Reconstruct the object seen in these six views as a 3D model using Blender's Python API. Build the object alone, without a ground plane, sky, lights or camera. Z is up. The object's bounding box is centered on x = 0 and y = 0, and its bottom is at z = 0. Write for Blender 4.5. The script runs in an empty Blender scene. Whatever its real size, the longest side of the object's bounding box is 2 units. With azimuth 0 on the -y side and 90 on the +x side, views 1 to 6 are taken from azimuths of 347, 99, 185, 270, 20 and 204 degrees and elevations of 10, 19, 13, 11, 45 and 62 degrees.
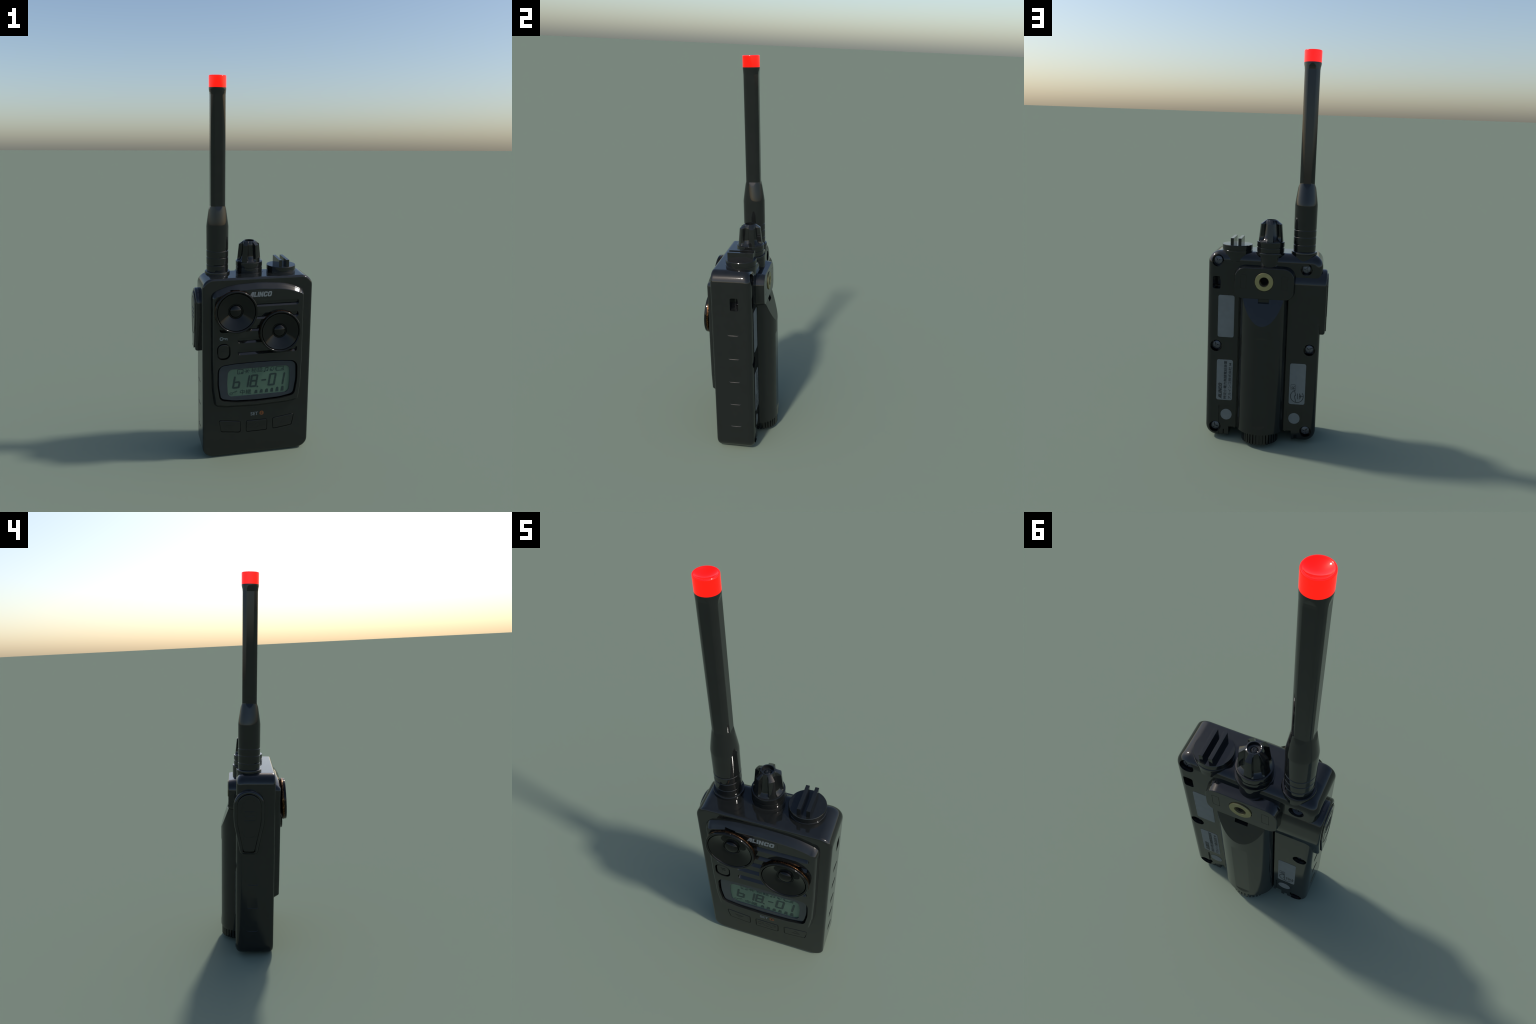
import bpy, bmesh, math
from mathutils import Vector, Matrix

# ---------------------------------------------------------------- frame
# Everything is modelled upright (x right, Y depth with the front at -Y, Z up)
# and hangs under one Empty that leans the radio 3.3 degrees forward and turns it 0.8 degrees.
LEAN = math.radians(3.3)
TURN = math.radians(0.8)
XC = 0.015                                   # the case's own centre line
FRONT, BACK = -0.0868, 0.1155                 # front and rear plane of the case
XMIN, XMAX, ZMIN, ZMAX = -0.2785, 0.3060, 0.0040, 1.0015

root = bpy.data.objects.new("handheld_radio", None)
bpy.context.scene.collection.objects.link(root)
root.rotation_euler = (LEAN, 0, TURN)
pose = Matrix.Rotation(TURN, 4, "Z") @ Matrix.Rotation(LEAN, 4, "X")
root.location = Vector((XC, 0, 0)) - pose @ Vector((XC, 0, 0))
pose = Matrix.Translation(root.location) @ pose
root["label"] = "black handheld two-way radio with red-tipped antenna and green display"
root["category"] = "walkie talkie"


# ---------------------------------------------------------------- materials
def material(name, color, rough=0.25, metal=0.0, vary=0.0, scale=60.0, bump=0.0, bump_scale=900.0,
             coat=0.0, spec=0.5, emit=0.0, glow=None, dark=None, low=0.32, high=0.68):
    m = bpy.data.materials.new(name)
    m.use_nodes = True
    nt = m.node_tree
    b = nt.nodes["Principled BSDF"]
    b.inputs["Base Color"].default_value = (*color, 1)
    b.inputs["Roughness"].default_value = rough
    b.inputs["Metallic"].default_value = metal
    b.inputs["Specular IOR Level"].default_value = spec
    b.inputs["Coat Weight"].default_value = coat
    b.inputs["Coat Roughness"].default_value = 0.08
    tc = nt.nodes.new("ShaderNodeTexCoord")
    if vary:
        n = nt.nodes.new("ShaderNodeTexNoise")
        n.inputs["Scale"].default_value = scale
        n.inputs["Detail"].default_value = 4
        nt.links.new(tc.outputs["Object"], n.inputs["Vector"])
        r = nt.nodes.new("ShaderNodeValToRGB")
        lo = dark if dark else tuple(c * (1 - vary) for c in color)
        r.color_ramp.elements[0].position = low
        r.color_ramp.elements[1].position = high
        r.color_ramp.elements[0].color = (*lo, 1)
        r.color_ramp.elements[1].color = (*(c * (1 + vary) for c in color), 1)
        nt.links.new(n.outputs["Fac"], r.inputs["Fac"])
        nt.links.new(r.outputs["Color"], b.inputs["Base Color"])
    if bump:
        n2 = nt.nodes.new("ShaderNodeTexNoise")
        n2.inputs["Scale"].default_value = bump_scale
        n2.inputs["Detail"].default_value = 2
        nt.links.new(tc.outputs["Object"], n2.inputs["Vector"])
        bp = nt.nodes.new("ShaderNodeBump")
        bp.inputs["Strength"].default_value = bump
        bp.inputs["Distance"].default_value = 0.001
        nt.links.new(n2.outputs["Fac"], bp.inputs["Height"])
        nt.links.new(bp.outputs["Normal"], b.inputs["Normal"])
    if emit:
        b.inputs["Emission Color"].default_value = (*(glow or color), 1)
        b.inputs["Emission Strength"].default_value = emit
    return m


PLASTIC = material("black_plastic", (0.0100, 0.0112, 0.0108), 0.055, vary=0.10, scale=30)
KEYMAT = material("button_rubber", (0.0095, 0.0102, 0.0100), 0.13, vary=0.08, scale=40)
DISH = material("speaker_black_gloss", (0.0055, 0.0060, 0.0057), 0.07, vary=0.10, scale=40, spec=0.28)
VOID = material("gap_black", (0.0015, 0.0015, 0.0016), 0.6, spec=0.2)
COPPER = material("speaker_copper", (0.21, 0.098, 0.042), 0.32, metal=1.0, vary=0.45, scale=170, low=0.44, high=0.74,
                  dark=(0.02, 0.011, 0.006), bump=0.6, bump_scale=260)
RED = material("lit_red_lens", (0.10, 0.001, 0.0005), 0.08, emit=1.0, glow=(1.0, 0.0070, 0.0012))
BEZEL = material("display_bezel_slate", (0.022, 0.028, 0.038), 0.22, vary=0.05, scale=30)
GREEN = material("display_green", (0.070, 0.125, 0.090), 0.35, vary=0.07, scale=14)
INK = material("display_segment_ink", (0.014, 0.030, 0.030), 0.4)
WHITE = material("white_print", (0.16, 0.18, 0.19), 0.5)
ORANGE = material("orange_print", (0.20, 0.060, 0.015), 0.5)
LABEL = material("grey_label_paper", (0.158, 0.168, 0.166), 0.60, vary=0.05, scale=40)
LABELINK = material("label_ink", (0.022, 0.025, 0.027), 0.5)
BRASS = material("brass", (0.31, 0.275, 0.135), 0.38, metal=0.7, vary=0.05, scale=50)
THREAD = material("shade_darkened_brass_thread", (0.065, 0.050, 0.024), 0.45, metal=0.6, vary=0.2, scale=80)  # brass colour lowered to paint in the shade inside the hole
STEEL = material("screw_steel", (0.11, 0.115, 0.13), 0.36, metal=0.7, vary=0.15, scale=120)


# ---------------------------------------------------------------- mesh helpers
def link(name, mesh, mat, parent=None, sharp=32, weighted=True):
    ob = bpy.data.objects.new(name, mesh)
    bpy.context.scene.collection.objects.link(ob)
    ob.parent = parent or root
    if mat and not mesh.materials:
        mesh.materials.append(mat)
    smooth(mesh, sharp)
    if weighted:
        w = ob.modifiers.new("even_normals", "WEIGHTED_NORMAL")
        w.keep_sharp = True
        w.weight = 60
    return ob


def smooth(mesh, angle):
    mesh.shade_smooth()
    mesh.set_sharp_from_angle(angle=math.radians(angle))


def mesh_from(verts, faces):
    me = bpy.data.meshes.new("part")
    me.from_pydata([tuple(v) for v in verts], [], faces)
    bm = bmesh.new()
    bm.from_mesh(me)
    bmesh.ops.remove_doubles(bm, verts=bm.verts, dist=1e-6)
    bmesh.ops.recalc_face_normals(bm, faces=bm.faces)
    bm.to_mesh(me)
    bm.free()
    return me


def loft(rings, caps=(True, True), closed=False):
    """Skin a list of rings with the same number of points each."""
    n = len(rings[0])
    verts = [p for r in rings for p in r]
    faces = []
    last = len(rings) if closed else len(rings) - 1
    for i in range(last):
        a, b = i * n, ((i + 1) % len(rings)) * n
        for j in range(n):
            k = (j + 1) % n
            faces.append((a + j, a + k, b + k, b + j))
    if not closed:
        if caps[0]:
            faces.append(tuple(range(n)))
        if caps[1]:
            faces.append(tuple(range((len(rings) - 1) * n, len(rings) * n)))
    return mesh_from(verts, faces)


def join(meshes):
    bm = bmesh.new()
    for me in meshes:
        bm.from_mesh(me)
    out = bpy.data.meshes.new("part")
    bm.to_mesh(out)
    bm.free()
    return out


def axes(axis):
    """(u, v, w) -> x, Y, Z; u,v lie in the outline plane, w along the extrusion."""
    if axis == "y":
        return lambda u, v, w: (u, w, v)
    if axis == "x":
        return lambda u, v, w: (w, u, v)
    return lambda u, v, w: (u, v, w)


def round_poly(points, radii, seg=8):
    """Polygon with its corners replaced by arcs."""
    if not isinstance(radii, (list, tuple)):
        radii = [radii] * len(points)
    out = []
    n = len(points)
    for i in range(n):
        p0, p, p1 = Vector(points[i - 1]), Vector(points[i]), Vector(points[(i + 1) % n])
        r = radii[i]
        a, b = (p0 - p).normalized(), (p1 - p).normalized()
        ang = a.angle(b)
        if r < 1e-5 or ang > math.pi - 0.02:
            out.append(p)
            continue
        t = r / math.tan(ang / 2)
        c = p + (a + b).normalized() * (r / math.sin(ang / 2))
        s, e = p + a * t - c, p + b * t - c
        a0, a1 = math.atan2(s.y, s.x), math.atan2(e.y, e.x)
        d = (a1 - a0 + math.pi) % (2 * math.pi) - math.pi
        for k in range(seg + 1):
            q = a0 + d * k / seg
            out.append(c + Vector((math.cos(q), math.sin(q))) * r)
    return [Vector((p.x, p.y)) for p in out]


def rrect(x0, y0, x1, y1, r, seg=8):
    return round_poly([(x0, y0), (x1, y0), (x1, y1), (x0, y1)], r, seg)


def circle(cx, cy, r, n=48):
    return [Vector((cx + r * math.cos(2 * math.pi * k / n), cy + r * math.sin(2 * math.pi * k / n))) for k in range(n)]


def inset(poly, d):
    """Move an outline inwards by d along its corner normals."""
    n = len(poly)
    area = sum(poly[i - 1].x * poly[i].y - poly[i].x * poly[i - 1].y for i in range(n))
    sgn = 1 if area > 0 else -1
    out = []
    for i in range(n):
        p0, p, p1 = poly[i - 1], poly[i], poly[(i + 1) % n]
        e0, e1 = (p - p0), (p1 - p)
        if e0.length < 1e-7:
            e0 = e1
        if e1.length < 1e-7:
            e1 = e0
        n0 = Vector((-e0.y, e0.x)).normalized() * sgn
        n1 = Vector((-e1.y, e1.x)).normalized() * sgn
        m = (n0 + n1)
        m = n0 if m.length < 1e-6 else m.normalized()
        out.append(p + m * (d / max(0.3, m.dot(n1))))
    return out


def prism(poly, axis, lo, hi, bev_lo=0.0, bev_hi=0.0, seg=4):
    """Extrude an outline; either end may carry a rounded edge."""
    f = axes(axis)
    s = 1 if hi > lo else -1
    rings = []
    if bev_lo:
        for k in range(seg + 1):
            q = math.pi / 2 * k / seg
            rings.append((inset(poly, bev_lo * (1 - math.sin(q))), lo + s * bev_lo * (1 - math.cos(q))))
    else:
        rings.append((poly, lo))
    if bev_hi:
        for k in range(seg + 1):
            q = math.pi / 2 * k / seg
            rings.append((inset(poly, bev_hi * (1 - math.cos(q))), hi - s * bev_hi * (1 - math.sin(q))))
    else:
        rings.append((poly, hi))
    return loft([[f(p.x, p.y, w) for p in r] for r, w in rings])


def box(x0, x1, y0, y1, z0, z1):
    return prism([Vector((x0, z0)), Vector((x1, z0)), Vector((x1, z1)), Vector((x0, z1))], "y", y0, y1)


def lathe(profile, axis, cu, cv, n=64, closed=False):
    """Turn (radius, height) pairs about an axis through (cu, cv)."""
    f = axes(axis)
    rings = []
    for r, h in profile:
        r = max(r, 1e-5)
        rings.append([f(cu + r * math.cos(2 * math.pi * k / n), cv + r * math.sin(2 * math.pi * k / n), h) for k in range(n)])
    return loft(rings, closed=closed)


def cut(mesh, cutters, op="DIFFERENCE"):
    """Boolean a list of meshes out of (or into) a mesh and return the baked result."""
    a = bpy.data.objects.new("tmp_a", mesh)
    bpy.context.scene.collection.objects.link(a)
    tmp = []
    for c in cutters:
        b = bpy.data.objects.new("tmp_b", c)
        bpy.context.scene.collection.objects.link(b)
        tmp.append(b)
        m = a.modifiers.new("cut", "BOOLEAN")
        m.operation = op
        m.solver = "EXACT"
        m.object = b
    dg = bpy.context.evaluated_depsgraph_get()
    out = bpy.data.meshes.new_from_object(a.evaluated_get(dg))
    for o in [a] + tmp:
        bpy.data.objects.remove(o)
    bm = bmesh.new()
    bm.from_mesh(out)
    bmesh.ops.remove_doubles(bm, verts=bm.verts, dist=2e-6)
    bmesh.ops.dissolve_degenerate(bm, dist=1e-6, edges=bm.edges)
    bm.to_mesh(out)
    bm.free()
    return out


def bevel(mesh, width, angle=35, seg=2):
    """Small rounded edge on every corner sharper than the angle."""
    a = bpy.data.objects.new("tmp_bevel", mesh)
    bpy.context.scene.collection.objects.link(a)
    m = a.modifiers.new("edge", "BEVEL")
    m.width, m.segments, m.limit_method = width, seg, "ANGLE"
    m.angle_limit = math.radians(angle)
    m.use_clamp_overlap = True
    out = bpy.data.meshes.new_from_object(a.evaluated_get(bpy.context.evaluated_depsgraph_get()))
    bpy.data.objects.remove(a)
    return out


def rotated(mesh, pivot, axis, deg):
    p = Vector(pivot)
    mesh.transform(Matrix.Translation(p) @ Matrix.Rotation(math.radians(deg), 4, axis) @ Matrix.Translation(-p))
    return mesh


def lettering(text, frame, x0, y0, x1, y1, depth=0.0008, shear=0.0, bold=0.0):
    """Built-in-font text fitted into a rectangle of a frame (origin, right, up)."""
    cu = bpy.data.curves.new("letters", "FONT")
    cu.body = text
    cu.size = 1
    cu.shear = shear
    cu.offset = bold
    cu.extrude = 0.01
    cu.resolution_u = 4
    ob = bpy.data.objects.new("tmp_text", cu)
    bpy.context.scene.collection.objects.link(ob)
    me = bpy.data.meshes.new_from_object(ob.evaluated_get(bpy.context.evaluated_depsgraph_get()))
    bpy.data.objects.remove(ob)
    bpy.data.curves.remove(cu)
    if not len(me.vertices):
        return me
    xs = [v.co.x for v in me.vertices]
    ys = [v.co.y for v in me.vertices]
    o, r, u = (Vector(t) for t in frame)
    n = r.cross(u)
    sx, sy = (x1 - x0) / (max(xs) - min(xs)), (y1 - y0) / (max(ys) - min(ys))
    for v in me.vertices:
        a = x0 + (v.co.x - min(xs)) * sx
        b = y0 + (v.co.y - min(ys)) * sy
        v.co = o + r * a + u * b + n * (depth if v.co.z > 0 else -depth)
    return me


def front_frame(y):
    return ((0, y, 0), (1, 0, 0), (0, 0, 1))


def outline_ring(poly, width, axis, lo, hi):
    """A thin frame that follows an outline."""
    f = axes(axis)
    inner = inset(poly, width)
    return loft([[f(p.x, p.y, lo) for p in poly], [f(p.x, p.y, hi) for p in poly],
                 [f(p.x, p.y, hi) for p in inner], [f(p.x, p.y, lo) for p in inner]], closed=True)


def bar(p, q, w, axis, lo, hi, ends=0.0):
    """Straight stroke of width w between two points."""
    p, q = Vector(p), Vector(q)
    d = (q - p).normalized()
    s = Vector((-d.y, d.x)) * w / 2
    poly = [p - d * ends - s * 0.0, p - s, q - s, q + d * ends, q + s, p + s] if ends else [p - s, q - s, q + s, p + s]
    return prism([Vector(t) for t in poly], axis, lo, hi)


# ---------------------------------------------------------------- case
def case_ring(y):
    def quarter(R, d):                        # how far a fillet of radius R pulls in, d from its plane
        return 0 if d >= R else R - math.sqrt(max(0.0, R * R - (R - d) ** 2))
    df, db = y - FRONT, BACK - y
    side = max(quarter(0.013, df), quarter(0.032, db))
    top = max(quarter(0.012, df), quarter(0.046, db))
    bot = max(quarter(0.022, df), quarter(0.030, db))
    x0, x1, z0, z1 = XMIN + side, XMAX - side, ZMIN + bot, ZMAX - top
    r = 0.058
    rx = r - side
    rt, rb = r - top * 0.8, r - bot * 0.8
    pts = []
    for cx, cz, rz, a0 in ((x1 - rx, z0 + rb, rb, -90), (x1 - rx, z1 - rt, rt, 0), (x0 + rx, z1 - rt, rt, 90), (x0 + rx, z0 + rb, rb, 180)):
        for k in range(13):
            q = math.radians(a0 + 90 * k / 12)
            pts.append((cx + rx * math.cos(q), y, cz + rz * math.sin(q)))
    return pts


ys = [FRONT + 0.022 * (1 - math.cos(math.pi / 2 * k / 8)) for k in range(9)] + \
     [BACK - 0.046 * (1 - math.cos(math.pi / 2 * k / 12)) for k in range(12, -1, -1)]
case = loft([case_ring(y) for y in ys])

SCREWS = [(0.255, 0.9535), (-0.1955, 0.929), (0.256, 0.5045), (-0.2283, 0.5085), (0.2545, 0.057), (-0.2268, 0.0615)]
cutters = []
for x, z in SCREWS:
    cutters.append(prism(circle(x, z, 0.0305, 40), "y", 0.078, 0.16))
# strap hole, from the rear face round to the side face
cutters.append(prism(rrect(0.2390, 0.8077, 0.2800, 0.8726, 0.009, 4), "y", 0.030, 0.16))
cutters.append(prism(rrect(0.0095, 0.8052, 0.0512, 0.8726, 0.008, 4), "x", 0.250, 0.35))
# bay for the ribbed battery cap and channel for the battery tube
cutters.append(box(-0.152, 0.182, -0.008, 0.16, -0.05, 0.058))
cutters.append(box(XC - 0.1285, XC + 0.1285, 0.104, 0.16, -0.05, 0.82))
# shallow pockets that carry the two round seals
for x0, x1, zt in ((0.1535, 0.2350, 0.180), (-0.2060, -0.1240, 0.187)):
    pocket = box(x0, x1, 0.1090, 0.16, -0.05, zt)
    cutters.append(pocket)
# slits beside the latch feet
cutters.append(box(0.2065, 0.2115, 0.080, 0.16, -0.05, 0.042))
cutters.append(box(-0.1830, -0.1670, 0.085, 0.16, -0.05, 0.038))
# finger scoops down both flanks: deepest at the front and lower end
for sgn, xs in ((1, XMAX), (-1, XMIN)):
    for z0 in (0.1445, 0.2755, 0.4062, 0.5375, 0.669):
        if sgn < 0 and z0 > 0.5:
            continue
        mid = 0.0245 - sgn * 0.003           # the scoop runs out towards both ends
        rows = []
        for y, d in ((mid - 0.034, -0.0004), (mid - 0.024, 0.0014), (mid, 0.0018), (mid + 0.022, 0.0014), (mid + 0.034, -0.0004)):
            up = 0.0 if d > 0 else 0.008      # lower lip slopes, upper lip is a faint step
            rows.append([(xs + sgn * 0.004, y, z0 - 0.006 + up), (xs - sgn * d, y, z0 + 0.0022 + up), (xs - sgn * d * 0.35, y, z0 + 0.0600 - up), (xs + sgn * 0.004, y, z0 + 0.0602 - up)])
        p = loft(rows)
        cutters.append(p)
# pockets for the three front buttons
BUTTONS = [
    ([(-0.1915, 0.2205), (-0.0722, 0.2035), (-0.0730, 0.1395), (-0.1785, 0.1525)], 0.009),
    ([(-0.0414, 0.2030), (0.0745, 0.2030), (0.0745, 0.1385), (-0.0414, 0.1385)], 0.009),
    ([(0.1058, 0.2045), (0.2250, 0.2210), (0.2130, 0.1545), (0.1070, 0.1410)], 0.009),
]
FX, BXS = -0.0018, 0.0015
BUTTONS = [([(x + FX, z) for x, z in pts], r) for pts, r in BUTTONS]
for pts, r in BUTTONS:
    cutters.append(prism(inset(round_poly(pts, r, 5), -0.0016), "y", FRONT - 0.02, FRONT + 0.007))
case = cut(case, cutters)
body = link("case", case, PLASTIC, sharp=28)

for pts, r in BUTTONS:
    o = round_poly(pts, r, 5)
    link("front_button", prism(inset(o, 0.0012), "y", FRONT + 0.0065, FRONT - 0.0010, bev_hi=0.0025), KEYMAT)

# raised signs on the buttons
yb = FRONT - 0.0010
for name, tri in (("down_arrow_sign", [(-0.152, 0.189), (-0.108, 0.184), (-0.130, 0.164)]),
                  ("up_arrow_sign", [(0.146, 0.168), (0.188, 0.172), (0.167, 0.195)])):
    poly = [Vector(p) for p in tri]
    link(name, outline_ring(poly, 0.003, "y", yb + 0.0006, yb - 0.0007), KEYMAT)
link("group_lettering", lettering("GROUP", front_frame(yb), -0.032, 0.157, 0.065, 0.185, 0.0007, bold=0.004), KEYMAT, weighted=False)
link("set_lettering", lettering("SET", front_frame(FRONT), -0.018, 0.2315, 0.0235, 0.2505, 0.0007, bold=0.012), WHITE, weighted=False)
link("orange_sign", prism(circle(0.0430, 0.2415, 0.0120, 28), "y", FRONT + 0.001, FRONT - 0.0007), ORANGE)
link("orange_sign_letter", lettering("E", front_frame(FRONT), 0.0395, 0.2350, 0.0465, 0.2480, 0.0014, bold=0.01), PLASTIC, weighted=False)

# ---------------------------------------------------------------- raised front panel
PANEL = -0.1178
DISHES = [(-0.1105, -0.2005, 0.8290), (0.1240, -0.1860, 0.7095)]       # x, and world y, z of each rim


BASE = round_poly([(-0.2130, 0.303), (-0.150, 0.2925), (0.014, 0.2865), (0.178, 0.2925), (0.2430, 0.303),
                   (0.2550, 0.400), (0.2590, 0.560), (0.2590, 0.930), (0.170, 0.968), (0.014, 0.977), (-0.142, 0.968), (-0.2305, 0.930),
                   (-0.2305, 0.560), (-0.2260, 0.400)],
                  [0.030, 0.12, 0.5, 0.12, 0.030, 0.1, 0.1, 0.042, 0.34, 0.4, 0.34, 0.042, 0.1, 0.1], 14)


def panel_ring(y, side, top, bottom):
    """The panel's outline at depth y, pulled in by different amounts at its flanks, top and bottom."""
    unit = inset(BASE, 1e-4)
    out = []
    for p, q in zip(BASE, unit):
        n = (p - q).normalized()              # outward
        up, down = max(0.0, n.y) ** 1.5, max(0.0, -n.y) ** 1.2
        d = side * max(0.0, 1 - up - down) + top * up + bottom * down
        out.append((p.x - n.x * d, y, p.y - n.y * d))
    return out


lip = [(FRONT + 0.006, -0.003, 0, 0), (FRONT, -0.003, 0, 0), (-0.0925, -0.0015, 0.003, 0.004), (-0.1020, 0.0015, 0.010, 0.0115), (-0.1102, 0.0052, 0.019, 0.018),
       (-0.1155, 0.0092, 0.0245, 0.0225), (PANEL, 0.0135, 0.0280, 0.0260)]


def spline(table, n):
    """Catmull-Rom points through a table of stations."""
    out = []
    for i in range(len(table) - 1):
        p0, p1, p2, p3 = (table[min(max(i + k, 0), len(table) - 1)] for k in (-1, 0, 1, 2))
        for j in range(n):
            t = j / n
            out.append(tuple(0.5 * (2 * b + (c - a) * t + (2 * a - 5 * b + 4 * c - d) * t * t + (3 * b - a - 3 * c + d) * t ** 3)
                             for a, b, c, d in zip(p0, p1, p2, p3)))
    return out + [table[-1]]


panel = loft([panel_ring(*t) for t in [lip[0]] + spline(lip[1:], 3)])
LCD = round_poly([(-0.1905, 0.3460), (-0.110, 0.3310), (0.0125, 0.3265), (0.135, 0.3310), (0.2155, 0.3460), (0.2295, 0.435), (0.2275, 0.5430),
                  (0.135, 0.5515), (0.0125, 0.5540), (-0.110, 0.5515), (-0.2025, 0.5430), (-0.2045, 0.435)],
                 [0.034, 0.2, 0.3, 0.2, 0.034, 0.2, 0.040, 0.2, 0.3, 0.2, 0.040, 0.2], 6)
KEYPAD = rrect(-0.2070, 0.5760, -0.1360, 0.6640, 0.031, 8)
pc = [prism(LCD, "y", -0.091, -0.20), prism(KEYPAD, "y", -0.098, -0.20)]
for x0, x1, z0, z1 in ((-0.205, 0.2255, 0.854, 0.885), (-0.205, 0.2250, 0.787, 0.820), (-0.193, 0.2240, 0.7235, 0.7545),
                       (-0.1002, 0.2235, 0.660, 0.692), (-0.0978, 0.2230, 0.5955, 0.6275)):
    mouth, floor = rrect(x0, z0, x1, z1, 0.0145, 6), rrect(x0 + 0.002, z0 + 0.0115, x1 - 0.004, z1 - 0.0005, 0.0090, 6)
    pc.append(loft([[(p.x, -0.1065, p.y) for p in floor], [(p.x, PANEL - 0.0002, p.y) for p in mouth], [(p.x, -0.20, p.y) for p in mouth]]))
pc.append(box(-0.137, -0.090, -0.1005, -0.20, 0.925, 0.9475))
for cx, wy, wz in DISHES:
    pc.append(prism(circle(cx - 0.0026 - FX, wz * math.cos(LEAN) - wy * math.sin(LEAN), 0.086, 48), "y", -0.088, -0.20))
panel = cut(panel, pc)
front_panel = link("front_panel", panel, PLASTIC, sharp=30)

link("lock_button", prism(inset(KEYPAD, 0.0055), "y", -0.096, -0.1150, bev_hi=0.004), KEYMAT)
link("lock_button_letter", lettering("F", front_frame(-0.1150), -0.181, 0.607, -0.160, 0.635, 0.0010, bold=0.004), KEYMAT, weighted=False)
key = [outline_ring(circle(-0.1835, 0.6925, 0.0098, 24), 0.0042, "y", PANEL + 0.001, PANEL - 0.0007),
       bar((-0.1740, 0.6935), (-0.1525, 0.6925), 0.0042, "y", PANEL + 0.001, PANEL - 0.0007),
       bar((-0.1640, 0.6935), (-0.1640, 0.6855), 0.0042, "y", PANEL + 0.001, PANEL - 0.00075),
       bar((-0.1545, 0.6935), (-0.1545, 0.6835), 0.0042, "y", PANEL + 0.001, PANEL - 0.0008)]
link("key_sign", join(key), WHITE)
link("logo_plate", prism(rrect(-0.055, 0.8995, 0.0905, 0.9405, 0.003, 3), "y", PANEL + 0.002, PANEL - 0.0012, bev_hi=0.001), PLASTIC)


def logo(frame, x0, y0, x1, y1, depth=0.0008, w=0.30, slant=0.20):
    """Heavy slanted block capitals A L I N C O on a grid one unit high."""
    def ring(a, b, gap):
        o = [(b, 0.5 - gap), (b, 0.0), (a, 0.0), (a, 1.0), (b, 1.0), (b, 0.5 + gap)]
        rad = [0, 0.24, 0.24, 0.24, 0.24, 0]
        if not gap:
            outer, inner = round_poly(o[1:5], 0.26, 5), round_poly([(b - w, 0.22), (a + w, 0.22), (a + w, 0.78), (b - w, 0.78)], 0.07, 5)
            return ("ring", outer, inner)
        outer = round_poly(o, rad, 5)
        i = [(b - w, 0.5 + gap), (b - w, 0.78), (a + w, 0.78), (a + w, 0.22), (b - w, 0.22), (b - w, 0.5 - gap)]
        return ("poly", outer + [Vector(p) for p in round_poly(i, [0, 0.07, 0.07, 0.07, 0.07, 0], 5)])
    P = lambda *p: ("poly", [Vector(q) for q in p])
    shapes = [P((-0.10, 0), (0.24, 0), (0.32, 0.20), (0.54, 0.20), (0.54, 0), (0.86, 0), (0.86, 1.0), (0.36, 1.0)),
              P((0.94, 0), (1.62, 0), (1.62, 0.24), (0.94 + w, 0.24), (0.94 + w, 1), (0.94, 1)),
              P((1.70, 0), (1.70 + w, 0), (1.70 + w, 1), (1.70, 1)),
              P((2.10, 0), (2.10 + w, 0), (2.10 + w, 0.55), (2.66, 0), (2.94, 0), (2.94, 1), (2.94 - w, 1), (2.94 - w, 0.45), (2.38, 1), (2.10, 1)),
              ring(3.04, 3.90, 0.13), ring(3.98, 4.86, 0.0)]
    o, r, u = (Vector(t) for t in frame)
    n = r.cross(u)
    sx, sy = (x1 - x0) / (4.96 + slant), (y1 - y0)
    put = lambda p, h: o + r * (x0 + (p.x + 0.10 + slant * p.y) * sx) + u * (y0 + p.y * sy) + n * h
    parts = []
    for sh in shapes:
        if sh[0] == "ring":
            parts.append(loft([[put(p, -depth) for p in sh[1]], [put(p, depth) for p in sh[1]], [put(p, depth) for p in sh[2]], [put(p, -depth) for p in sh[2]]], closed=True))
        else:
            parts.append(loft([[put(p, -depth) for p in sh[1]], [put(p, depth) for p in sh[1]]]))
    return join(parts)


link("logo_lettering", logo(front_frame(PANEL - 0.0012), -0.0420, 0.9070, 0.0800, 0.9335), WHITE, weighted=False)

# ---------------------------------------------------------------- display
SCREEN_Y = -0.1040
bez_o = inset(LCD, 0.0070)
win = round_poly([(-0.146, 0.3615), (0.184, 0.3615), (0.1900, 0.438), (0.186, 0.5160), (-0.147, 0.5160), (-0.1515, 0.438)], [0.026, 0.026, 0.3, 0.028, 0.028, 0.3], 8)
bz = prism(bez_o, "y", -0.0930, -0.1095, bev_hi=0.0030)
bz = cut(bz, [prism(win, "y", -0.0900, -0.15)])
link("display_bezel", bz, BEZEL)
screen = link("display_screen", prism(inset(win, -0.003), "y", -0.0945, SCREEN_Y), GREEN)
link("display_recess", prism(inset(LCD, -0.002), "y", -0.0900, -0.0940), VOID)

I0, I1 = SCREEN_Y + 0.0006, SCREEN_Y - 0.0008
SLANT = 0.16
Z0, Z1 = 0.4045, 0.4755


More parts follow.
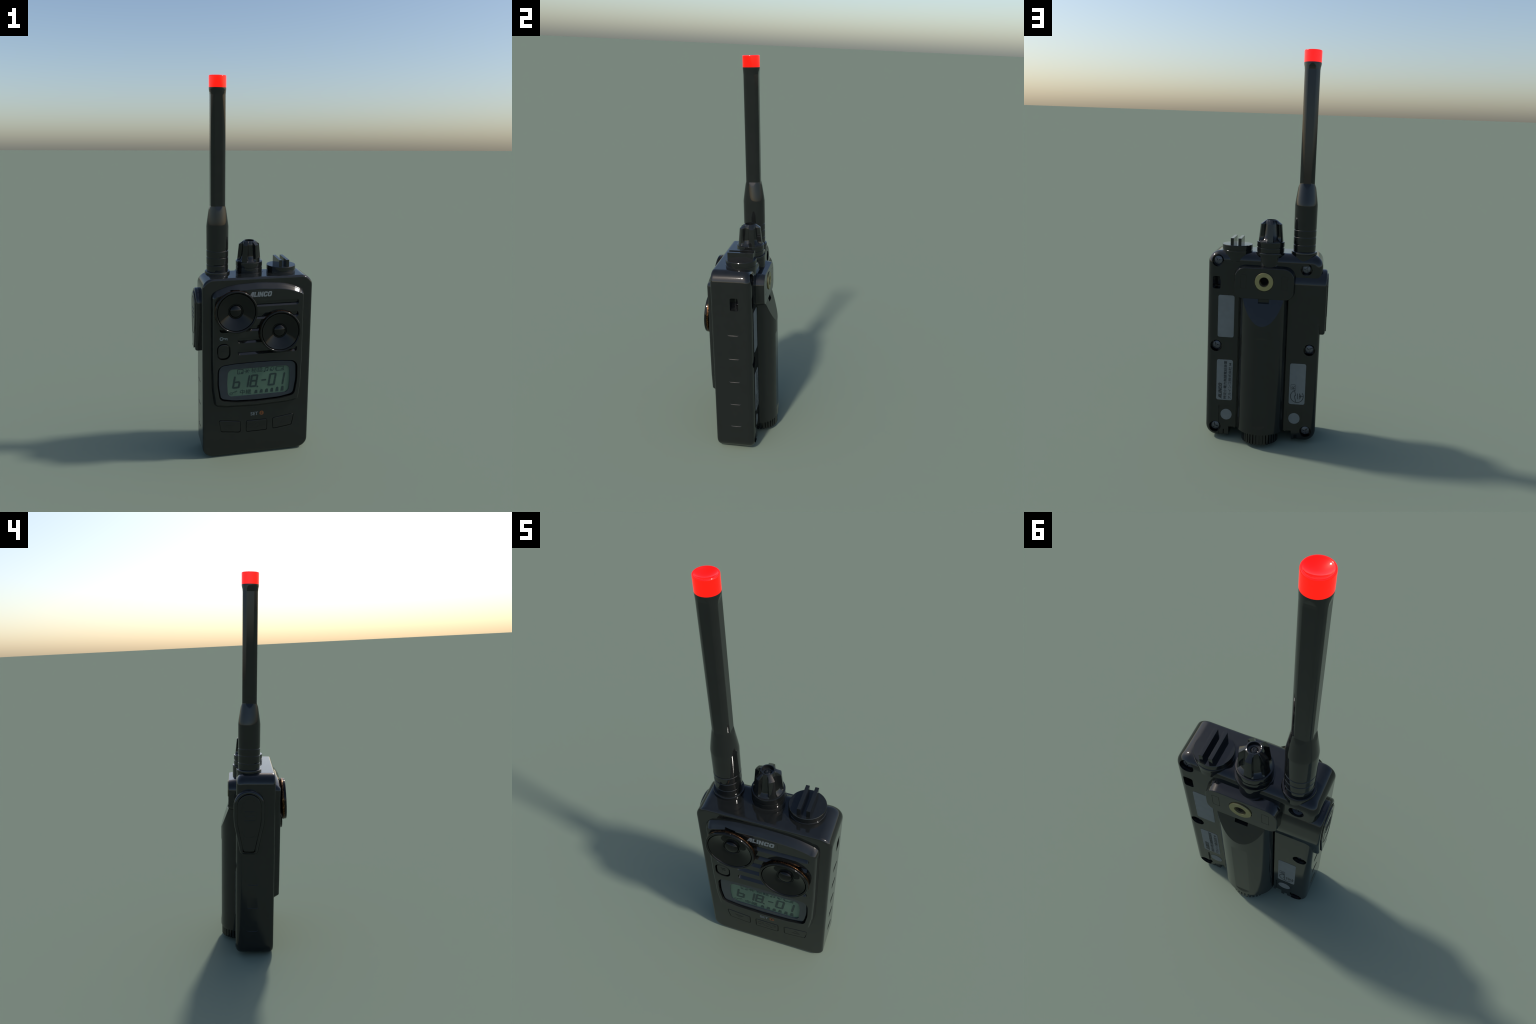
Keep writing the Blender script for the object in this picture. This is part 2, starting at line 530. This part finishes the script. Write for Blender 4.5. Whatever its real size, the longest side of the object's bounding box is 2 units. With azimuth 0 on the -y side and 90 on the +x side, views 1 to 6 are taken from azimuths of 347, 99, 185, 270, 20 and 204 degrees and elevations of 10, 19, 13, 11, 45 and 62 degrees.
def seg_digit(x, on, w=0.0400, t=0.0098):
    """Seven-segment figure as slanted strokes; x is the lower left corner."""
    g, h = 0.0022, (Z0 + Z1) / 2

    def sl(px, pz):
        return (x + px + (pz - Z0) * SLANT, pz)

    a, b = t / 2, w - t / 2
    top, mid, low = Z1 - t / 2, h, Z0 + t / 2
    strokes = {"a": ((a + g, top), (b - g, top)), "g": ((a + g, mid), (b - g, mid)), "d": ((a + g, low), (b - g, low)),
               "f": ((a, mid + g), (a, top - g * 0)), "b": ((b, mid + g), (b, top - g * 0)),
               "e": ((a, low + g * 0), (a, mid - g)), "c": ((b, low + g * 0), (b, mid - g))}
    return [bar(sl(*strokes[s][0]), sl(*strokes[s][1]), t, "y", I0, I1 - 0.00004 * k, ends=t * 0.42) for k, s in enumerate(on)]


link("display_digit", join(seg_digit(-0.1245, "fgecd")), INK, weighted=False)
link("display_digit", join(seg_digit(-0.0765, "bc")), INK, weighted=False)
link("display_digit", join(seg_digit(-0.0325, "abcdefg")), INK, weighted=False)
link("display_digit", join([bar((0.0370, 0.4400), (0.0590, 0.4408), 0.0085, "y", I0, I1, ends=0.003)]), INK, weighted=False)
link("display_digit", join(seg_digit(0.0680, "abcdef")), INK, weighted=False)
link("display_digit", join(seg_digit(0.1155, "bc")), INK, weighted=False)
link("display_digit", prism(circle(0.0133, 0.4060, 0.0048, 16), "y", I0, I1), INK)
for k in range(6):
    x0 = -0.0029 + 0.0290 * k
    h = (0.0185, 0.0195, 0.0205, 0.0220, 0.0250, 0.0275)[k]
    poly = [(x0, 0.3687), (x0 + 0.0165, 0.3687), (x0 + 0.0165, 0.3687 + h), (x0 + 0.0035, 0.3687 + h)]
    link("signal_bar", prism(round_poly(poly, [0, 0, 0.005, 0.007], 4), "y", I0, I1), INK)
fr = front_frame(SCREEN_Y)
icon = rrect(-0.0974, 0.4840, -0.0633, 0.5118, 0.004, 3)
half_fill = [Vector(p) for p in ((-0.0880, 0.4855), (-0.0650, 0.4855), (-0.0650, 0.5105), (-0.0720, 0.5105), (-0.0880, 0.4980))]
link("display_icon", join([outline_ring(icon, 0.0034, "y", I0, I1), prism(half_fill, "y", I0, I1 - 0.0001)]), INK, weighted=False)
link("display_icon", lettering("F", fr, -0.0845, 0.4880, -0.0680, 0.5070, 0.0014, bold=0.06), GREEN, weighted=False)
star = [bar((-0.0438 - 0.0150 * math.cos(math.radians(a)), 0.4985 - 0.0130 * math.sin(math.radians(a))),
            (-0.0438 + 0.0150 * math.cos(math.radians(a)), 0.4985 + 0.0130 * math.sin(math.radians(a))), 0.0034, "y", I0, I1 - 0.00006 * i)
        for i, a in enumerate((2, 60, 120))]
link("display_icon", join(star), INK, weighted=False)
link("display_icon", lettering("\u79d8\u8a71", fr, -0.0212, 0.4868, 0.0400, 0.5150, 0.0008), INK, weighted=False)
note = [prism(circle(0.0500, 0.4885, 0.0042, 14), "y", I0, I1), prism(circle(0.0650, 0.4925, 0.0042, 14), "y", I0, I1),
        bar((0.0535, 0.4885), (0.0555, 0.5095), 0.0026, "y", I0, I1 - 0.0001), bar((0.0685, 0.4925), (0.0705, 0.5120), 0.0026, "y", I0, I1 - 0.0001),
        bar((0.0550, 0.5075), (0.0705, 0.5105), 0.0052, "y", I0, I1 - 0.0002)]
link("display_icon", join(note), INK, weighted=False)
bell = [outline_ring(round_poly([(0.0790, 0.4975), (0.0840, 0.4875), (0.0940, 0.4875), (0.1010, 0.4960), (0.1040, 0.5120), (0.0890, 0.5110)], 0.006, 4), 0.0020, "y", I0, I1),
        bar((0.0815, 0.4990), (0.0960, 0.4890), 0.0020, "y", I0, I1 - 0.0001), bar((0.0830, 0.4905), (0.0905, 0.4975), 0.0020, "y", I0, I1 - 0.0002)]
link("display_icon", join(bell), INK, weighted=False)
batt = [outline_ring(rrect(0.1135, 0.4865, 0.1562, 0.5105, 0.0005, 1), 0.0030, "y", I0, I1), bar((0.1117, 0.4930), (0.1117, 0.5040), 0.0032, "y", I0, I1 - 0.0001),
        prism([Vector((0.1400, 0.4930)), Vector((0.1510, 0.4930)), Vector((0.1510, 0.5030))], "y", I0, I1)]
link("display_icon", join(batt), INK, weighted=False)
lock = [outline_ring(circle(-0.1285, 0.3775, 0.0078, 18), 0.0022, "y", I0, I1), bar((-0.1215, 0.3810), (-0.0985, 0.3915), 0.0024, "y", I0, I1 - 0.0001),
        bar((-0.1085, 0.3870), (-0.1055, 0.3815), 0.0022, "y", I0, I1 - 0.0002), bar((-0.0995, 0.3910), (-0.0970, 0.3860), 0.0022, "y", I0, I1 - 0.0003)]
link("display_icon", join(lock), INK, weighted=False)
link("display_icon", lettering("\u4e2d\u7d99", fr, -0.0805, 0.3685, -0.0200, 0.3955, 0.0008), INK, weighted=False)

# ---------------------------------------------------------------- two round speaker dishes
for (cx, wy, wz) in DISHES:
    # the dishes stand upright, so they cancel the lean of the case
    cone = [(0.030, 0.0290), (0.0370, 0.0290), (0.0385, 0.0265), (0.0400, 0.0257), (0.060, 0.0178), (0.080, 0.0100), (0.0960, 0.0045),
            (0.0968, 0.0060), (0.0978, 0.0085), (0.0988, 0.0060), (0.0998, 0.0035), (0.1018, 0.0012), (0.1045, 0.0), (0.1075, 0.0008),
            (0.1095, 0.0030), (0.1100, 0.0060), (0.1096, 0.0120), (0.1080, 0.0130), (0.040, 0.0340), (0.030, 0.0340)]
    dish = link("speaker_dish", lathe(cone, "y", 0, 0, 96), DISH, sharp=50)
    dish.matrix_local = pose.inverted() @ Matrix.Translation((cx, wy, wz))
    hub = [(1e-5, 0.0115)] + [(0.0340 * math.sin(q), 0.0300 - 0.0185 * math.cos(q)) for q in (0.15, 0.3, 0.45, 0.6, 0.75, 0.9, 1.05, 1.2, 1.4, 1.57)] + [(0.0340, 0.0330)]
    link("speaker_dome", lathe(hub, "y", 0, 0, 64), DISH, parent=dish, sharp=60)
    band = [(0.1080, 0.0122), (0.1098, 0.0126), (0.1108, 0.0140), (0.1106, 0.0185), (0.1095, 0.0220), (0.1070, 0.0235), (0.085, 0.0320), (0.080, 0.0320), (0.080, 0.0245)]
    link("speaker_rim_band", lathe(band, "y", 0, 0, 96, closed=True), COPPER, parent=dish, sharp=40)

# ---------------------------------------------------------------- antenna
AX, AY = -0.1780, 0.0490
ring = [(0.030, 0.945), (0.0640, 0.945), (0.0640, 0.9995), (0.0660, 1.0010), (0.0660, 1.0085), (0.0645, 1.0125), (0.0610, 1.0145), (0.030, 1.0145)]
link("antenna_socket", lathe(ring, "z", AX, AY, 72), PLASTIC)
sleeve = [(0.030, 1.012), (0.0550, 1.012), (0.0556, 1.016)]
for g in (1.0470, 1.0870, 1.1225):
    sleeve += [(0.0564, g - 0.0008), (0.0550, g + 0.0008), (0.0549, g + 0.0018), (0.0563, g + 0.0065)]
sleeve += [(0.0565, 1.245)]
for k in range(0, 9):
    t = k / 8
    sleeve.append((0.0565 - 0.0153 * (t ** 1.10), 1.250 + 0.106 * t))
sleeve += [(0.0411, 1.3585), (0.0410, 1.362), (0.0410, 1.40), (0.0412, 1.65), (0.0415, 1.905), (0.0416, 1.912), (0.0418, 1.918), (0.0420, 1.925), (0.0424, 1.934), (0.0424, 1.943)]
FLAT = [(1.3300, 0.0480), (1.3370, 0.0440), (1.3560, 0.0368), (1.40, 0.0366), (1.65, 0.0369), (1.905, 0.0374), (1.918, 0.0385), (1.934, 0.0425), (1.95, 0.0450)]


def flat_at(z):
    """Distance of the four flats from the axis of the rod."""
    if z <= FLAT[0][0]:
        return 1.0
    for (z0, d0), (z1, d1) in zip(FLAT, FLAT[1:]):
        if z <= z1:
            return d0 + (d1 - d0) * (z - z0) / (z1 - z0)
    return 1.0


def rod_section(r, z):
    r, d, pts = r * 1.02, flat_at(z) * 1.02, []
    for k in range(120):
        q = 2 * math.pi * k / 120
        c, s = math.cos(q), math.sin(q)
        m = min(r, d / max(abs(c), abs(s)))
        pts.append((AX + m * c, AY + m * s, z))
    return pts


stations = []
for (r0, z0), (r1, z1) in zip(sleeve, sleeve[1:]):
    n = max(1, round((z1 - z0) / 0.004)) if 1.32 < z0 < 1.36 or z0 > 1.90 else 1
    stations += [(r0 + (r1 - r0) * k / n, z0 + (z1 - z0) * k / n) for k in range(n)]
stations.append(sleeve[-1])
antenna = link("antenna", loft([rod_section(*t) for t in stations]), PLASTIC, sharp=8)
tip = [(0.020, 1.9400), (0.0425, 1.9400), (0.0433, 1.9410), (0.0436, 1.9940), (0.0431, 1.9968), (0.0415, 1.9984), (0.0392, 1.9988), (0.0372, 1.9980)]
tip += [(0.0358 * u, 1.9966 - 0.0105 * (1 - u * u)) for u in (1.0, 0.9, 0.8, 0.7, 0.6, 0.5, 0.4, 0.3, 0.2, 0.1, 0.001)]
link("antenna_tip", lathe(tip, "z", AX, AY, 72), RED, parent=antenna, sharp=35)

# ---------------------------------------------------------------- volume knob
KX, KY = -0.0060, 0.0579
link("knob_socket", lathe([(0.030, 0.9335), (0.0545, 0.9335), (0.0555, 0.9345), (0.0555, 1.003), (0.030, 1.003)], "z", KX, 0.0790, 64), PLASTIC)
collar = [(0.030, 0.990), (0.0765, 0.990), (0.0770, 0.9995), (0.0755, 1.0025), (0.0690, 1.0030), (0.0690, 1.0045), (0.0700, 1.0060), (0.0702, 1.0255), (0.0694, 1.0270), (0.0672, 1.0275),
          (0.0672, 1.0315), (0.0698, 1.0320), (0.0706, 1.0335), (0.0706, 1.0550), (0.0698, 1.0575), (0.0645, 1.0590), (0.030, 1.0590)]
knob = link("volume_knob", lathe(collar, "z", KX, KY, 72), PLASTIC)


def lerp(table, z):
    for (z0, r0), (z1, r1) in zip(table, table[1:]):
        if z <= z1:
            return r0 + (r1 - r0) * max(0, (z - z0) / (z1 - z0))
    return table[-1][1]


SPOKE = [(1.055, 0.0642), (1.060, 0.0636), (1.1475, 0.0548), (1.1660, 0.0300)]
FLUTE = [(1.055, 0.0642), (1.060, 0.0634), (1.066, 0.0555), (1.072, 0.0495), (1.080, 0.0450), (1.090, 0.0425), (1.1475, 0.0360), (1.1560, 0.0342), (1.1660, 0.0300)]
rings = []
for z in (1.055, 1.060, 1.066, 1.072, 1.080, 1.090, 1.12, 1.145, 1.1475, 1.150, 1.156, 1.161, 1.1660):
    row = []
    for k in range(5):
        c = math.radians(18 + 72 * k)
        for a, lvl in ((-36, 0), (-28, 0), (-19.5, 0), (-13.6, 1), (-7, 1), (0, 1), (7, 1), (13.6, 1), (19.5, 0), (28, 0)):
            q = c + math.radians(a)
            ro, rf = lerp(SPOKE, z), lerp(FLUTE, z)
            r = ro if lvl else rf
            row.append((KX + r * math.cos(q), KY + r * math.sin(q), z))
    rings.append(row)
for r, z in ((0.0265, 1.1672), (0.0245, 1.1665), (0.0240, 1.1530), (0.0150, 1.1515), (0.0100, 1.1545), (0.0060, 1.1550), (0.0040, 1.1535), (1e-5, 1.1530)):
    n = len(rings[0])
    row = []
    for p in rings[0]:
        q = math.atan2(p[1] - KY, p[0] - KX)
        row.append((KX + r * math.cos(q), KY + r * math.sin(q), z))
    rings.append(row)
link("knob_grip", loft(rings), PLASTIC, parent=knob, sharp=20)

# ---------------------------------------------------------------- jack cover
JX, JY = 0.1665, 0.0430
link("jack_socket", lathe([(0.03, 0.9520), (0.0750, 0.9520), (0.0762, 0.9535), (0.0762, 1.010), (0.03, 1.010)], "z", JX, JY, 64), PLASTIC)
disc = [(0.03, 0.985), (0.0775, 0.985), (0.0790, 1.0005), (0.0785, 1.0040), (0.0765, 1.0050), (0.0762, 1.0110), (0.0778, 1.0118), (0.0778, 1.0320), (0.0765, 1.0340), (0.03, 1.0345)]
jack = link("jack_cover", lathe(disc, "z", JX, JY, 36), PLASTIC)
for x0 in (0.1390, 0.1780):
    b = prism([Vector((x0, -0.0205)), Vector((x0 + 0.0160, -0.0205)), Vector((x0 + 0.0160, 0.1095)), Vector((x0, 0.1095))], "z", 1.030, 1.0705)
    link("jack_cover_fin", bevel(b, 0.0008), PLASTIC, parent=jack)

# ---------------------------------------------------------------- talk switch on the left flank
CYL = 0.0484


def talk_outline():
    pts = []
    for k in range(25):
        q = math.radians(180 - 180 * k / 24)
        pts.append(Vector((CYL + 0.0795 * math.cos(q), 0.8445 + 0.0795 * math.sin(q))))
    low = round_poly([(CYL + 0.0795, 0.8445), (CYL + 0.0795, 0.755), (CYL + 0.0435, 0.584), (CYL - 0.0435, 0.584), (CYL - 0.0795, 0.755), (CYL - 0.0795, 0.8445)],
                     [0, 0.30, 0.020, 0.020, 0.30, 0], 8)
    return pts + low[1:-1]


TALK = talk_outline()
tb = prism(TALK, "x", -0.115, -0.3030, bev_hi=0.0120, seg=6)
tb = cut(tb, [prism(inset(TALK, 0.0165), "x", -0.2880, -0.33), box(-0.24, 0.0, -0.10, 0.096, 0.5, 1.0)])
talk = link("talk_switch", tb, PLASTIC)
pad = prism(inset(TALK, 0.0202), "x", -0.2870, -0.3083, bev_hi=0.0022)
talk_pad = link("talk_button", pad, KEYMAT, parent=talk)
oval = []
for k in range(40):
    q = 2 * math.pi * k / 40
    oval.append(Vector((CYL + 0.0385 * math.cos(q), (0.8435 if math.sin(q) >= 0 else 0.712) + 0.0385 * math.sin(q))))
link("talk_button_ridge", outline_ring(oval, 0.0030, "x", -0.3075, -0.3093), KEYMAT, parent=talk)
for z in (0.8140, 0.7915, 0.7685):
    link("talk_button_rib", prism(rrect(0.0205, z - 0.0026, 0.0730, z + 0.0026, 0.0020, 3), "x", -0.3075, -0.3099, bev_hi=0.0014), KEYMAT, parent=talk)

# ---------------------------------------------------------------- battery tube on the rear
TA, TB, TY = 0.1245, 0.0996, 0.1004          # the tube's half width, half depth and middle


def tube_ring(z, shrink):
    a, b = TA - shrink, TB - shrink
    pts = [(XC + a, 0.060, z)]
    for k in range(73):
        q = math.pi * k / 72
        pts.append((XC + a * math.cos(q), TY + b * math.sin(q), z))
    pts.append((XC - a, 0.060, z))
    return pts


tube = loft([tube_ring(0.0630, 0.0025), tube_ring(0.0640, 0.0008), tube_ring(0.0660, 0.0), tube_ring(0.84, 0.0)])
slope = box(-0.3, 0.3, 0.0, 0.4, 0.0, 0.4)
ang = math.degrees(math.atan2(0.0440, 0.1300))
slope.transform(Matrix.Translation((0, 0.1985, 0.6480)) @ Matrix.Rotation(math.radians(ang), 4, "X") @ Matrix.Translation((0, 0, -0.20)))
strip = loft([[(XC - 0.05, y, z), (XC + 0.05, y, z), (XC + 0.05, 0.25, z), (XC - 0.05, 0.25, z)] for z, y in ((0.070, 0.2040), (0.112, 0.1957), (0.575, 0.1957), (0.590, 0.2040))])
slot = box(-0.0150, 0.0400, 0.1470, 0.25, 0.7525, 0.80)
tube = cut(tube, [slope, strip, slot])
link("battery_tube", tube, PLASTIC, sharp=11)

CAPX, CAPY = XC, 0.0975
gear = []
TEETH = 36
for k in range(TEETH):
    q = 2 * math.pi * k / TEETH
    for a, r in ((-0.34, 0.0970), (-0.1, 0.0970), (0.1, 0.0970), (0.34, 0.0970), (0.36, 0.0880), (0.64, 0.0880)):
        w = q + a * 2 * math.pi / TEETH
        gear.append(Vector((CAPX + r * math.cos(w), CAPY + r * math.sin(w))))
link("battery_cap", prism(gear, "z", 0.0065, 0.0720), PLASTIC, sharp=30)

# ---------------------------------------------------------------- belt clip mount with brass insert
CX, CZ = 0.0125, 0.8530
plate = round_poly([(CX - 0.1495, 0.7735), (CX + 0.1495, 0.7735), (CX + 0.1495, 0.9320), (CX - 0.1495, 0.9320)], [0.044, 0.044, 0.052, 0.052], 10)
rings = [(0.0900, -0.0130), (0.1540, 0.0), (0.1552, 0.0004), (0.1563, 0.0012), (0.1570, 0.0026)]      # sides taper towards the rear
mount = loft([[(p.x, y, p.y) for p in inset(plate, d)] for y, d in rings])
BX, BZ = 0.0133, 0.8635
mc = [prism(circle(BX, BZ, 0.0485, 48), "y", 0.145, 0.20), prism(circle(BX, BZ, 0.0240, 40), "y", 0.110, 0.20)]
mc.append(box(-0.0150, 0.0400, 0.1470, 0.20, 0.74, 0.7765))
for x in (0.1175, -0.0898):
    mc.append(outline_ring(rrect(x - 0.0150, 0.8265, x + 0.0150, 0.8965, 0.001, 1), 0.0016, "y", 0.1555, 0.170))
mount = cut(mount, mc)
clip = link("belt_clip_mount", mount, PLASTIC)
ins = [(0.0300, 0.1440), (0.0465, 0.1440), (0.0465, 0.1605), (0.0452, 0.1620), (0.0250, 0.1620), (0.0240, 0.1605), (0.0240, 0.1560), (0.0300, 0.1560)]
link("brass_insert", lathe(ins, "y", BX, BZ, 64, closed=True), BRASS, parent=clip, sharp=35)
thread = [(0.0300, 0.1150)]
for k in range(8):
    y = 0.1565 - 0.005 * k
    thread.insert(1, (0.0240, y))
    thread.insert(1, (0.0212, y - 0.0025))
thread.append((0.0300, 0.1565))
link("insert_thread", lathe(thread, "y", BX, BZ, 48, closed=True), THREAD, parent=clip, sharp=35)
link("dark_bore_disc", prism(circle(BX, BZ, 0.0245, 40), "y", 0.108, 0.1165), VOID, parent=clip)  # near-black disc across the bottom of the hole

# ---------------------------------------------------------------- screws
head = lathe([(0.010, 0.080), (0.0220, 0.0800), (0.0228, 0.0960), (0.0215, 0.0990), (0.0180, 0.1008), (0.0100, 0.1022), (1e-5, 0.1026)], "y", 0, 0, 40)
wings = []
for a in (30, 150, 270):
    q = math.radians(a)
    w = box(-0.0026, 0.0026, 0.0960, 0.12, 0.0020, 0.0165)
    w.transform(Matrix.Rotation(q, 4, "Y") @ Matrix.Translation((0.0022, 0, 0)))
    wings.append(w)
head = cut(head, wings)
first = link("screw", head, STEEL, sharp=35)
first.location = (SCREWS[0][0], 0, SCREWS[0][1])
for k, (x, z) in enumerate(SCREWS[1:]):
    s = first.copy()
    bpy.context.scene.collection.objects.link(s)
    s.location = (x, 0, z)
    s.rotation_euler = (0, math.radians((47, -12, 21, 95, 160)[k]), 0)

# ---------------------------------------------------------------- labels and seals on the rear
LB = BACK + 0.0008
for x0, x1, z0, z1 in ((0.1640, 0.2475, 0.5530, 0.7755), (0.1640, 0.2480, 0.2090, 0.4310), (-0.2180, -0.1350, 0.2110, 0.4330)):
    link("paper_label", prism(rrect(x0, z0, x1, z1, 0.010, 5), "y", BACK - 0.002, LB), LABEL)
for x, z in ((0.1942, 0.1265), (-0.1665, 0.1290)):
    link("round_seal", prism(circle(x, z, 0.0298, 40), "y", 0.107, 0.1098), LABEL)
up = ((0, LB, 0), (0, 0, 1), (1, 0, 0))          # text that climbs the label
link("maker_lettering", logo(up, 0.2150, 0.2190, 0.3035, 0.2370, 0.0006), LABELINK, weighted=False)
link("label_lettering", lettering("\u7279\u5b9a\u5c0f\u96fb\u529b\u7121\u7dda\u96fb\u8a71\u88c5\u7f6e", up, 0.2145, 0.1945, 0.4240, 0.2105, 0.0006, bold=0.012), LABELINK, weighted=False)
link("label_lettering", lettering("\u30a2\u30eb\u30a4\u30f3\u30b3\u682a\u5f0f\u4f1a\u793e M", up, 0.2160, 0.1705, 0.4135, 0.1860, 0.0006, bold=0.012), LABELINK, weighted=False)
mark = []
mcx, mcz, mr = -0.1770, 0.2550, 0.0335
E0, E1 = LB - 0.0004, LB + 0.0006


def arc(cx, cz, r, a0, a1, w, n=28):
    f = axes("y")
    rows = []
    for k in range(n + 1):
        q = math.radians(a0 + (a1 - a0) * k / n)
        c, s = math.cos(q), math.sin(q)
        rows.append([(cx + (r - w / 2) * c, E0, cz + (r - w / 2) * s), (cx + (r + w / 2) * c, E0, cz + (r + w / 2) * s),
                     (cx + (r + w / 2) * c, E1, cz + (r + w / 2) * s), (cx + (r - w / 2) * c, E1, cz + (r - w / 2) * s)])
    return loft(rows)


mark.append(arc(mcx, mcz, mr, 75, -215, 0.0034))
zig = [(-0.1640, 0.2860), (-0.1705, 0.2590), (-0.1640, 0.2570), (-0.1720, 0.2240)]
for p, q in zip(zig, zig[1:]):
    mark.append(bar(p, q, 0.0034, "y", E0, E1 + 0.0001))
for x, z0, z1 in ((-0.1800, 0.2400, 0.2710), (-0.1900, 0.2400, 0.2710)):
    mark.append(bar((x, z0), (x, z1), 0.0034, "y", E0, E1 + 0.0002))
mark.append(bar((-0.1900, 0.2555), (-0.2090, 0.2555), 0.0034, "y", E0, E1 + 0.0003))
mark.append(bar((-0.1965, 0.2460), (-0.1965, 0.2650), 0.0034, "y", E0, E1 + 0.0004))
link("approval_mark", join(mark), LABELINK, weighted=False)
link("approval_mark_letter", lettering("R", up, 0.2960, -0.1650, 0.3110, -0.1480, 0.0006), LABELINK, weighted=False)
link("approval_mark_frame", outline_ring(rrect(-0.1690, 0.2895, -0.1430, 0.3185, 0.004, 3), 0.0014, "y", E0, E1), LABELINK)

# front prints and parts stand 2 mm further left, rear ones 1.5 mm further right, in the turned frame
FRONT_PARTS = ("front_panel", "down_arrow", "up_arrow", "group_", "set_", "orange_", "lock_", "key_", "logo_", "display_", "signal_")
REAR_PARTS = ("paper_label", "round_seal", "maker_", "label_", "approval_")
for ob in root.children:
    if ob.name.startswith(FRONT_PARTS):
        ob.location.x += FX
    if ob.name.startswith(REAR_PARTS):
        ob.location.x += BXS
